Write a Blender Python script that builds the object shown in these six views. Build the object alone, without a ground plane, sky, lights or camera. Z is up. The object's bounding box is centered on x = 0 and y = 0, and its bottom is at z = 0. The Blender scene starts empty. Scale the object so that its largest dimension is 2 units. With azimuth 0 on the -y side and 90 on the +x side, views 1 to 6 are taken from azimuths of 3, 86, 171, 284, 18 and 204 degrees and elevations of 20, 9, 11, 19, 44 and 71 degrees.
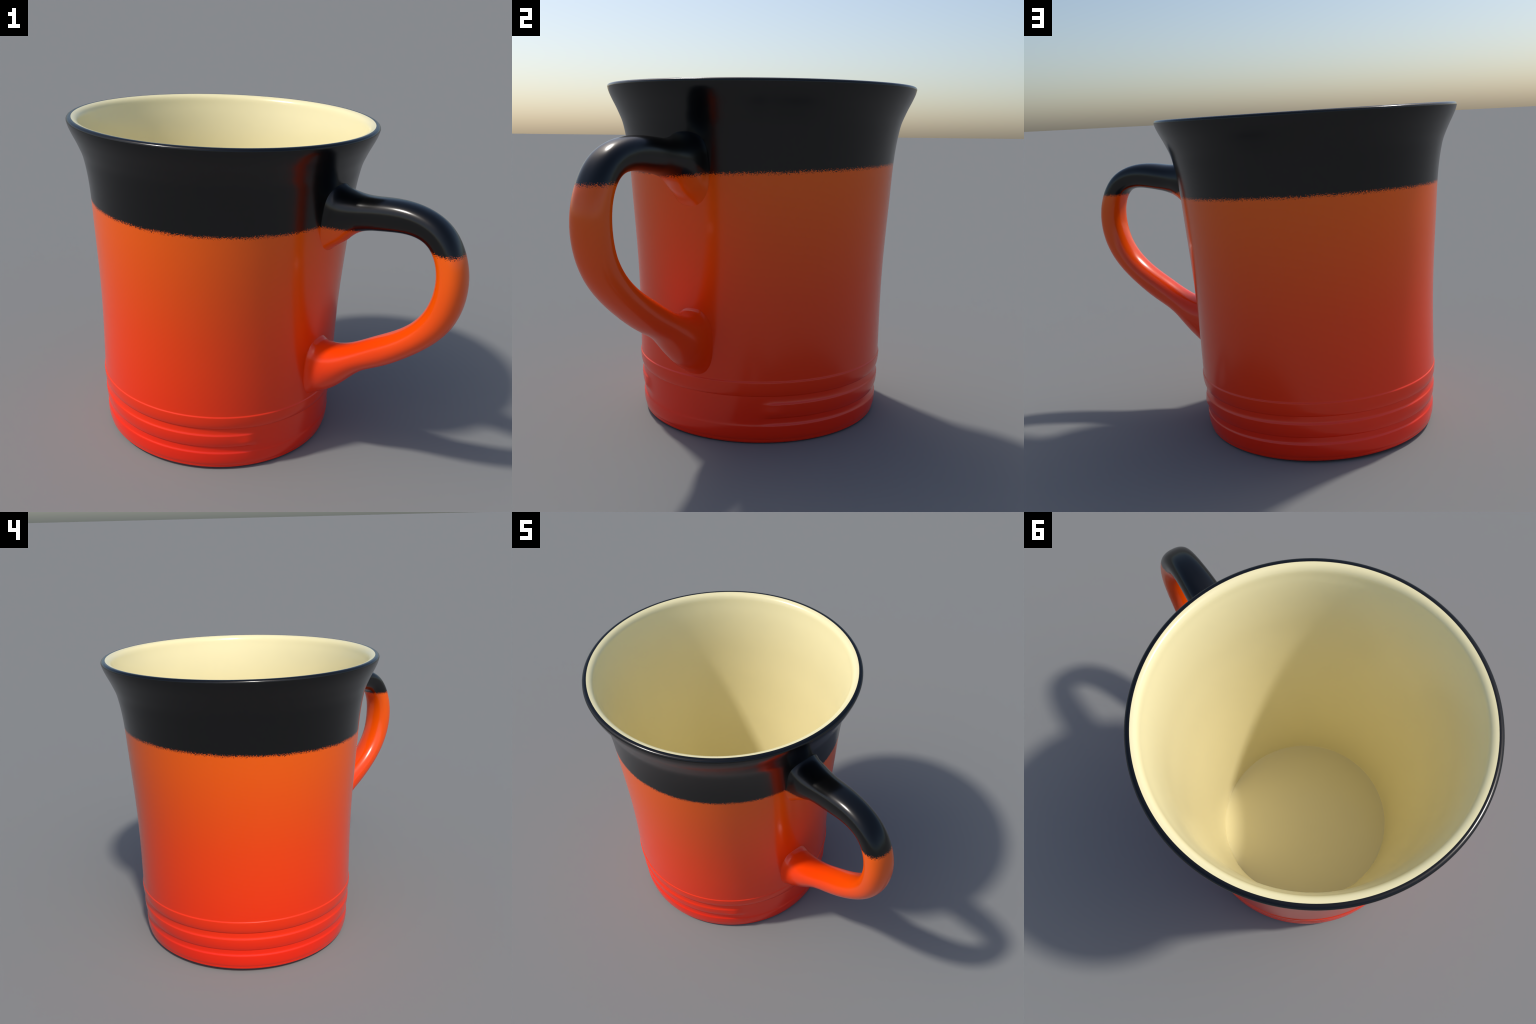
"""Flared ceramic mug: orange-to-red glaze, black upper band and lip, cream inside."""
import bpy, math
import numpy as np

# ------------------------------------------------------------------ frame
TILT = 0.0136                       # the whole mug leans a touch towards +x
ORIGIN = (-0.2103, 0.0068, 0.0086)  # centre of the foot
HANDLE_ANGLE = math.radians(-34.26)
SEG = 288

# ------------------------------------------------------------------ helpers
def natural_spline(y, samples):
    """natural cubic through equally spaced rows of y, sampled 'samples' times"""
    y = np.asarray(y, float); n = len(y)
    A = np.zeros((n, n)); b = np.zeros_like(y); A[0, 0] = A[-1, -1] = 1
    for i in range(1, n - 1):
        A[i, i - 1:i + 2] = (1, 4, 1); b[i] = 6 * (y[i - 1] - 2 * y[i] + y[i + 1])
    M = np.linalg.solve(A, b)
    s = np.linspace(0, n - 1, samples); i = np.clip(s.astype(int), 0, n - 2); t = (s - i)[:, None]
    return (1 - t) * y[i] + t * y[i + 1] + ((1 - t) ** 3 - (1 - t)) * M[i] / 6 + (t ** 3 - t) * M[i + 1] / 6

def pchip(x, y, q):
    """monotone cubic interpolation (no overshoot at the rib edges)"""
    x = np.asarray(x, float); y = np.asarray(y, float); h = np.diff(x); d = np.diff(y) / h
    m = np.zeros_like(y); m[0], m[-1] = d[0], d[-1]
    for i in range(1, len(x) - 1):
        if d[i - 1] * d[i] > 0:
            w1, w2 = 2 * h[i] + h[i - 1], h[i] + 2 * h[i - 1]
            m[i] = (w1 + w2) / (w1 / d[i - 1] + w2 / d[i])
    i = np.clip(np.searchsorted(x, q, side='right') - 1, 0, len(x) - 2)
    t = (q - x[i]) / h[i]
    return ((1 + 2 * t) * (1 - t) ** 2 * y[i] + t * (1 - t) ** 2 * h[i] * m[i]
            + t * t * (3 - 2 * t) * y[i + 1] + t * t * (t - 1) * h[i] * m[i + 1])

def smooth01(a, b, v):
    t = np.clip((v - a) / (b - a), 0, 1); return t * t * (3 - 2 * t)

# ------------------------------------------------------------------ profiles (height, radius)
WALL = [(.345, .6622), (.45, .6630), (.54, .6638), (.67, .6662), (.79, .6704), (.92, .6775), (1.04, .6857),
        (1.19, .6961), (1.29, .7027), (1.37, .7094), (1.44, .7181), (1.51, .7305), (1.555, .7420), (1.59, .7560),
        (1.63, .7740), (1.66, .7890), (1.685, .8005), (1.705, .8083), (1.7205, .8124)]
RIBS = [(0, .6325), (.0025, .6360), (.006, .6392), (.011, .6414), (.0165, .6420), (.0195, .6420), (.0215, .6428), (.025, .6446), (.034, .6474), (.048, .6497), (.063, .6509),
        (.080, .6514), (.0890, .6513), (.0925, .6508), (.0955, .6498), (.0985, .6484), (.1030, .6467), (.110, .6455), (.120, .6449), (.1300, .6447),
        (.1320, .6464), (.136, .6490), (.146, .6526), (.159, .6558), (.174, .6579), (.189, .6590), (.2000, .6591), (.2035, .6588),
        (.2065, .6578), (.2095, .6563), (.2140, .6545), (.221, .6530), (.231, .6521), (.2447, .6516), (.2465, .6534), (.250, .6560), (.259, .6597), (.271, .6628), (.286, .6649), (.302, .6660),
        (.3145, .6664), (.3182, .6661), (.3205, .6652), (.3225, .6637), (.3245, .6626), (.328, .6622), (.345, .6622)]
# same stretch where the ribs run out under the handle
PATCH = [(0, .6325), (.0025, .6360), (.006, .6392), (.011, .6414), (.0165, .6420), (.0195, .6420), (.0215, .6428), (.025, .6446), (.034, .6474), (.048, .6497), (.063, .6509),
         (.080, .6514), (.0890, .6513), (.0925, .6509), (.0955, .6502), (.0985, .6495), (.1030, .6488), (.112, .6484), (.132, .6486), (.160, .6495),
         (.200, .6507), (.236, .6517), (.2447, .6516), (.2465, .6534), (.250, .6560), (.259, .6597), (.271, .6628), (.286, .6649), (.302, .6660),
        (.3145, .6664), (.3182, .6661), (.3205, .6652), (.3225, .6637), (.3245, .6626), (.328, .6622), (.345, .6622)]
# over the lip, then down the inside to the floor
LIP = [(.8124, 1.7205), (.8134, 1.7250), (.8126, 1.7298), (.8095, 1.7345), (.8040, 1.7378), (.7970, 1.7393), (.7885, 1.7388)]
INSIDE = [(.7885, 1.7388), (.7800, 1.7372), (.7720, 1.7342), (.7640, 1.7290), (.7570, 1.7205), (.7515, 1.7080), (.7470, 1.6920),
          (.7415, 1.6740), (.7340, 1.6490), (.7225, 1.6050), (.7115, 1.5550), (.7020, 1.5050), (.6920, 1.4450), (.6750, 1.3200),
          (.6580, 1.2000), (.6330, 1.0200), (.6015, .8100), (.5690, .6000), (.5355, .3700), (.5200, .2400), (.5065, .0980)]
FLOOR = [(.5065, .0980), (.5030, .0972), (.45, .0970), (.3, .0970), (.15, .0970), (.02, .0970)]
FOOT = [(.02, .022), (.30, .022), (.52, .022), (.560, .020), (.575, .012), (.583, .003), (.592, 0), (.615, 0), (.632, 0)]

def polyline_smooth(pts, step):
    """chord-length cubic through (r,z) points"""
    p = np.array(pts, float); d = np.r_[0, np.cumsum(np.hypot(*np.diff(p, axis=0).T))]
    q = np.linspace(0, d[-1], max(3, int(d[-1] / step)))
    return np.stack([pchip(d, p[:, 0], q), pchip(d, p[:, 1], q)], 1)

w = np.array(WALL); zs_wall = np.linspace(.345, 1.7205, 200)
# C2 wall: spline of radius over height
def cubic_nonuniform(x, y, q):
    n = len(x); h = np.diff(x); A = np.zeros((n, n)); b = np.zeros(n); A[0, 0] = A[-1, -1] = 1
    for i in range(1, n - 1):
        A[i, i - 1:i + 2] = (h[i - 1], 2 * (h[i - 1] + h[i]), h[i])
        b[i] = 6 * ((y[i + 1] - y[i]) / h[i] - (y[i] - y[i - 1]) / h[i - 1])
    M = np.linalg.solve(A, b); i = np.clip(np.searchsorted(x, q, side='right') - 1, 0, n - 2)
    a = (x[i + 1] - q) / h[i]; t = 1 - a
    return a * y[i] + t * y[i + 1] + ((a ** 3 - a) * M[i] + (t ** 3 - t) * M[i + 1]) * h[i] ** 2 / 6
r_wall = cubic_nonuniform(w[:, 0], w[:, 1], zs_wall)
rb = np.array(RIBS); pb = np.array(PATCH)
zs_rib = np.unique(np.r_[np.linspace(0, .03, 16), np.linspace(.03, .345, 330)])
r_rib = pchip(rb[:, 0], rb[:, 1], zs_rib); r_patch = pchip(pb[:, 0], pb[:, 1], zs_rib)

def outer_radius(z):
    return np.where(z < .345, np.interp(z, zs_rib, r_rib), np.interp(z, zs_wall, r_wall))

# ------------------------------------------------------------------ lathe the pot as one surface
foot = polyline_smooth(FOOT, .012)
lip = polyline_smooth(LIP, .0022)
ins_p = np.array(INSIDE)
dist = np.r_[0, np.cumsum(np.hypot(*np.diff(ins_p, axis=0).T))]; q = np.linspace(0, dist[-1], 150)
inside = np.stack([cubic_nonuniform(dist, ins_p[:, 0], q), cubic_nonuniform(dist, ins_p[:, 1], q)], 1)
floor = polyline_smooth(FLOOR, .014)
rows, region = [], []
def add(rz, name, skip_first=True):
    for k, (r, z) in enumerate(rz):
        if skip_first and k == 0 and rows: continue
        rows.append((r, z)); region.append(name)
add(foot, 'foot'); n_foot = len(rows)
add(np.stack([r_rib, zs_rib], 1), 'outer_wall'); i_rib0, i_rib1 = n_foot - 1, len(rows)
add(np.stack([r_wall, zs_wall], 1), 'outer_wall'); n_wall = len(rows)
add(lip, 'lip'); n_lip = len(rows)
add(inside, 'inner_lining'); n_in = len(rows)
add(floor, 'inner_floor')
rows = np.array(rows)
theta = np.arange(SEG) * 2 * math.pi / SEG
R = np.repeat(rows[:, :1], SEG, 1); Z = np.repeat(rows[:, 1:], SEG, 1)
# ribs fade out on the stretch facing the handle, with a small swelling where they end
d_ang = np.abs((theta - HANDLE_ANGLE + math.pi) % (2 * math.pi) - math.pi)
d_deg = np.degrees(d_ang)
patch = 1 - smooth01(29.5, 37.5, d_deg)
zr = rows[i_rib0:i_rib1, 1]
ribbed = pchip(rb[:, 0], rb[:, 1], zr)[:, None]; plain = pchip(pb[:, 0], pb[:, 1], zr)[:, None]
swell = .0055 * np.exp(-((d_deg - 36.5) / 4.5) ** 2)[None] * np.exp(-((zr - .160) / .024) ** 2)[:, None]
R[i_rib0:i_rib1] = ribbed * (1 - patch) + plain * patch + swell
X, Y = R * np.cos(theta), R * np.sin(theta)
# the cavity is thrown a hair off centre
drop = (1.7388 - Z[n_lip - 1:]) / 1.59
Y[n_lip - 1:] += .003 * np.clip(drop * 20, 0, 1)
verts = np.stack([X, Y, Z], -1)

# smooth vertex normals of the whole surface (floor corner kept crisp)
def grid_normals(V):
    du = np.gradient(V, axis=0); dv = np.roll(V, -1, 1) - np.roll(V, 1, 1)
    n = np.cross(dv, du); return n / np.maximum(np.linalg.norm(n, axis=-1, keepdims=True), 1e-12)
normals = grid_normals(verts)

root = bpy.data.objects.new("ceramic_mug", None); bpy.context.collection.objects.link(root)
root["label"] = "flared ceramic mug, orange-red glaze, black band, cream inside"
root["category"] = "mug"
root.location = ORIGIN; root.rotation_euler = (0, TILT, 0)

def make_mesh(name, V, faces, N, mat, parent=root):
    me = bpy.data.meshes.new(name); me.from_pydata([tuple(v) for v in V], [], faces); me.update()
    me.polygons.foreach_set("use_smooth", [True] * len(me.polygons))
    if N is not None: me.normals_split_custom_set_from_vertices([tuple(n) for n in N])
    me.materials.append(mat)
    o = bpy.data.objects.new(name, me); bpy.context.collection.objects.link(o); o.parent = parent
    return o

def lathe_part(name, a, b, mat, cap=None, own_normals=False):
    V = verts[a:b + 1].reshape(-1, 3); m = b - a + 1
    N = (grid_normals(verts[a:b + 1]) if own_normals else normals[a:b + 1]).reshape(-1, 3)
    F = [(i * SEG + j, i * SEG + (j + 1) % SEG, (i + 1) * SEG + (j + 1) % SEG, (i + 1) * SEG + j)
         for i in range(m - 1) for j in range(SEG)]
    V, N = list(V), list(N)
    if cap == 'start':
        V.append((0, 0, verts[a, 0, 2])); N.append((0, 0, -1)); c = len(V) - 1
        F += [(c, (j + 1) % SEG, j) for j in range(SEG)]
    if cap == 'end':
        V.append((0, 0, verts[b, 0, 2])); N.append((0, 0, 1)); c = len(V) - 1; o = (m - 1) * SEG
        F += [(c, o + j, o + (j + 1) % SEG) for j in range(SEG)]
    return make_mesh(name, V, F, N, mat)

# ------------------------------------------------------------------ materials
def new_material(name):
    m = bpy.data.materials.new(name); m.use_nodes = True
    nt = m.node_tree; b = nt.nodes["Principled BSDF"]
    return m, nt, b

GLOSS = .20
def glaze_material():
    """vertical fade from red to orange, black above a sprayed, speckled edge"""
    m, nt, b = new_material("fired_glaze"); N, L = nt.nodes.new, nt.links.new
    tc = N("ShaderNodeTexCoord"); sep = N("ShaderNodeSeparateXYZ"); L(tc.outputs["Object"], sep.inputs[0])
    # colour fade
    mr = N("ShaderNodeMapRange"); mr.inputs[1].default_value = .10; mr.inputs[2].default_value = 1.36
    L(sep.outputs[2], mr.inputs[0])
    ramp = N("ShaderNodeValToRGB"); L(mr.outputs[0], ramp.inputs[0])
    ramp.color_ramp.interpolation = 'LINEAR'
    e = ramp.color_ramp.elements
    e[0].position, e[0].color = 0, (.98, .021, .001, 1)
    e[1].position, e[1].color = 1, (.97, .130, .001, 1)
    k = ramp.color_ramp.elements.new(.5); k.color = (.98, .063, .001, 1)
    # edge height follows a slightly slanted plane
    dot = N("ShaderNodeVectorMath"); dot.operation = 'DOT_PRODUCT'
    L(tc.outputs["Object"], dot.inputs[0]); dot.inputs[1].default_value = (-.002, -.034, 1)
    def noise(scale, detail, rough):
        n = N("ShaderNodeTexNoise"); n.inputs["Scale"].default_value = scale
        n.inputs["Detail"].default_value = detail; n.inputs["Roughness"].default_value = rough
        L(tc.outputs["Object"], n.inputs["Vector"]); return n.outputs[0]
    def math_node(op, a, bb):
        n = N("ShaderNodeMath"); n.operation = op
        for k, v in enumerate((a, bb)):
            if isinstance(v, (int, float)): n.inputs[k].default_value = v
            else: L(v, n.inputs[k])
        return n.outputs[0]
    # bounded speckle: flat, slightly lengthwise grains inside a narrow strip
    stretch = N("ShaderNodeMapping"); stretch.inputs["Scale"].default_value = (175, 175, 330)
    L(tc.outputs["Object"], stretch.inputs["Vector"])
    grain = N("ShaderNodeTexNoise"); grain.inputs["Scale"].default_value = 1.0
    grain.inputs["Detail"].default_value = 1; grain.inputs["Roughness"].default_value = .5
    L(stretch.outputs[0], grain.inputs["Vector"])
    spread = N("ShaderNodeMapRange"); spread.inputs[1].default_value = .30; spread.inputs[2].default_value = .70
    spread.inputs[3].default_value = -.0115; spread.inputs[4].default_value = .0115; L(grain.outputs[0], spread.inputs[0])
    broad = math_node('MULTIPLY', math_node('SUBTRACT', noise(9, 2, .5), .5), .008)
    h = math_node('ADD', math_node('ADD', dot.outputs["Value"], spread.outputs[0]), broad)
    mask = N("ShaderNodeMapRange"); mask.interpolation_type = 'SMOOTHSTEP'
    mask.inputs[1].default_value = 1.3195; mask.inputs[2].default_value = 1.3285; L(h, mask.inputs[0])
    mix = N("ShaderNodeMix"); mix.data_type = 'RGBA'; L(mask.outputs[0], mix.inputs[0])
    L(ramp.outputs[0], mix.inputs[6]); mix.inputs[7].default_value = (.0020, .0020, .0022, 1)
    L(mix.outputs[2], b.inputs["Base Color"])
    b.inputs["Roughness"].default_value = GLOSS
    return m

def plain_glaze(name, color, rough=GLOSS):
    m, nt, b = new_material(name)
    # faint kiln variation so that the glaze is not dead flat
    tc = nt.nodes.new("ShaderNodeTexCoord"); n = nt.nodes.new("ShaderNodeTexNoise"); n.inputs["Scale"].default_value = 3
    nt.links.new(tc.outputs["Object"], n.inputs["Vector"])
    r = nt.nodes.new("ShaderNodeValToRGB"); nt.links.new(n.outputs[0], r.inputs[0])
    e = r.color_ramp.elements
    e[0].position, e[0].color = .3, tuple(c * .985 for c in color) + (1,)
    e[1].position, e[1].color = .7, tuple(color) + (1,)
    nt.links.new(r.outputs[0], b.inputs["Base Color"])
    b.inputs["Roughness"].default_value = rough
    return m

glaze = glaze_material()
black = plain_glaze("black_glaze", (.0020, .0020, .0022))
cream = plain_glaze("cream_glaze", (.93, .828, .475))
clay = plain_glaze("foot_glaze", (.98, .016, .001), .3)

lathe_part("foot", 0, n_foot - 1, clay, 'start', True)
lathe_part("outer_wall", n_foot - 1, n_wall - 1, glaze)
lathe_part("lip", n_wall - 1, n_lip - 1, black)
lathe_part("inner_lining", n_lip - 1, n_in - 1, cream)
lathe_part("inner_floor", n_in - 1, len(rows) - 1, cream, 'end', True)

# ------------------------------------------------------------------ handle
# along the strap: distance from the axis, height, half thickness, half width
STRAP = [(.6801, 1.3522, .1942, .1150), (.7819, 1.3763, .1188, .1100), (.8868, 1.3954, .0837, .0952),
         (1.0033, 1.4119, .0774, .0879), (1.1283, 1.4140, .0707, .0807), (1.2492, 1.3686, .0650, .0786),
         (1.3215, 1.2583, .0657, .0832), (1.3387, 1.1256, .0703, .0881), (1.3073, .9909, .0729, .0871),
         (1.2314, .8770, .0690, .0886), (1.1258, .7833, .0698, .0892), (1.0089, .7040, .0742, .0867),
         (.8884, .6298, .0752, .0920), (.7703, .5551, .1105, .1060), (.6407, .4973, .1700, .1060)]
RING, LEN = 72, 260
c = natural_spline(STRAP, LEN)
d = np.gradient(c[:, :2], axis=0); d /= np.linalg.norm(d, axis=1)[:, None]
nrm = np.stack([-d[:, 1], d[:, 0]], 1)
# sections turn upright where they press against the wall
station = np.linspace(0, 14, LEN)
for upright, weight in (((0, 1), 1 - smooth01(0, .8, station)), ((0, -1), smooth01(13.2, 14, station))):
    nrm = nrm * (1 - weight[:, None]) + np.array(upright) * weight[:, None]
nrm /= np.linalg.norm(nrm, axis=1)[:, None]
al = np.arange(RING) * 2 * math.pi / RING
pos = np.linspace(0, 14, LEN)[:, None]
# superellipse exponents of the two halves: squarish on top, oval below, keel-like under both roots
n_out = np.interp(pos, [0, 1, 2, 5, 8, 11.5, 12.6, 13.3, 14], [2.4, 2.4, 2.5, 2.5, 2.1, 2.0, 1.95, 1.95, 2.6])
n_in = np.interp(pos, [0, .7, 1.6, 2.6, 5, 8, 13, 14], [2.4, 1.9, 1.9, 2.4, 2.5, 2.1, 2.2, 2.4])
ex = 2 / np.where(np.cos(al)[None] > 0, n_out, n_in)
SIDE = .0135 - .0051 * (pos / 14 - .5)
ca = np.sign(np.cos(al)) * np.abs(np.cos(al)) ** ex; sa = np.sign(np.sin(al)) * np.abs(np.sin(al)) ** ex
r = c[:, :1] + c[:, 2:3] * ca * nrm[:, :1]; z = c[:, 1:2] + c[:, 2:3] * ca * nrm[:, 1:]
t = c[:, 3:4] * sa + SIDE
hx = r * math.cos(HANDLE_ANGLE) - t * math.sin(HANDLE_ANGLE); hy = r * math.sin(HANDLE_ANGLE) + t * math.cos(HANDLE_ANGLE)
# a soft fillet where the strap meets the wall
gap = np.hypot(hx, hy) - outer_radius(z)
grow = 1 + .035 * np.clip(1 - gap / .035, 0, 1) ** 2
rc, zc = np.repeat(c[:, :1], RING, 1), np.repeat(c[:, 1:2], RING, 1)
z = zc + (z - zc) * grow; t = SIDE + (t - SIDE) * grow
hx = r * math.cos(HANDLE_ANGLE) - t * math.sin(HANDLE_ANGLE); hy = r * math.sin(HANDLE_ANGLE) + t * math.cos(HANDLE_ANGLE)
hx = hx + .0008; hy = hy - .0018; z = z - .002 * (1 - smooth01(.7, 1.0, z))
# ends stay just inside the wall
rho = np.hypot(hx, hy); f = np.maximum(rho, outer_radius(z) - .014) / rho
HV = np.stack([hx * f, hy * f, z], -1).reshape(-1, 3)
HF = [(i * RING + j, (i + 1) * RING + j, (i + 1) * RING + (j + 1) % RING, i * RING + (j + 1) % RING)
      for i in range(LEN - 1) for j in range(RING)]
handle = make_mesh("handle", HV, HF, None, glaze)
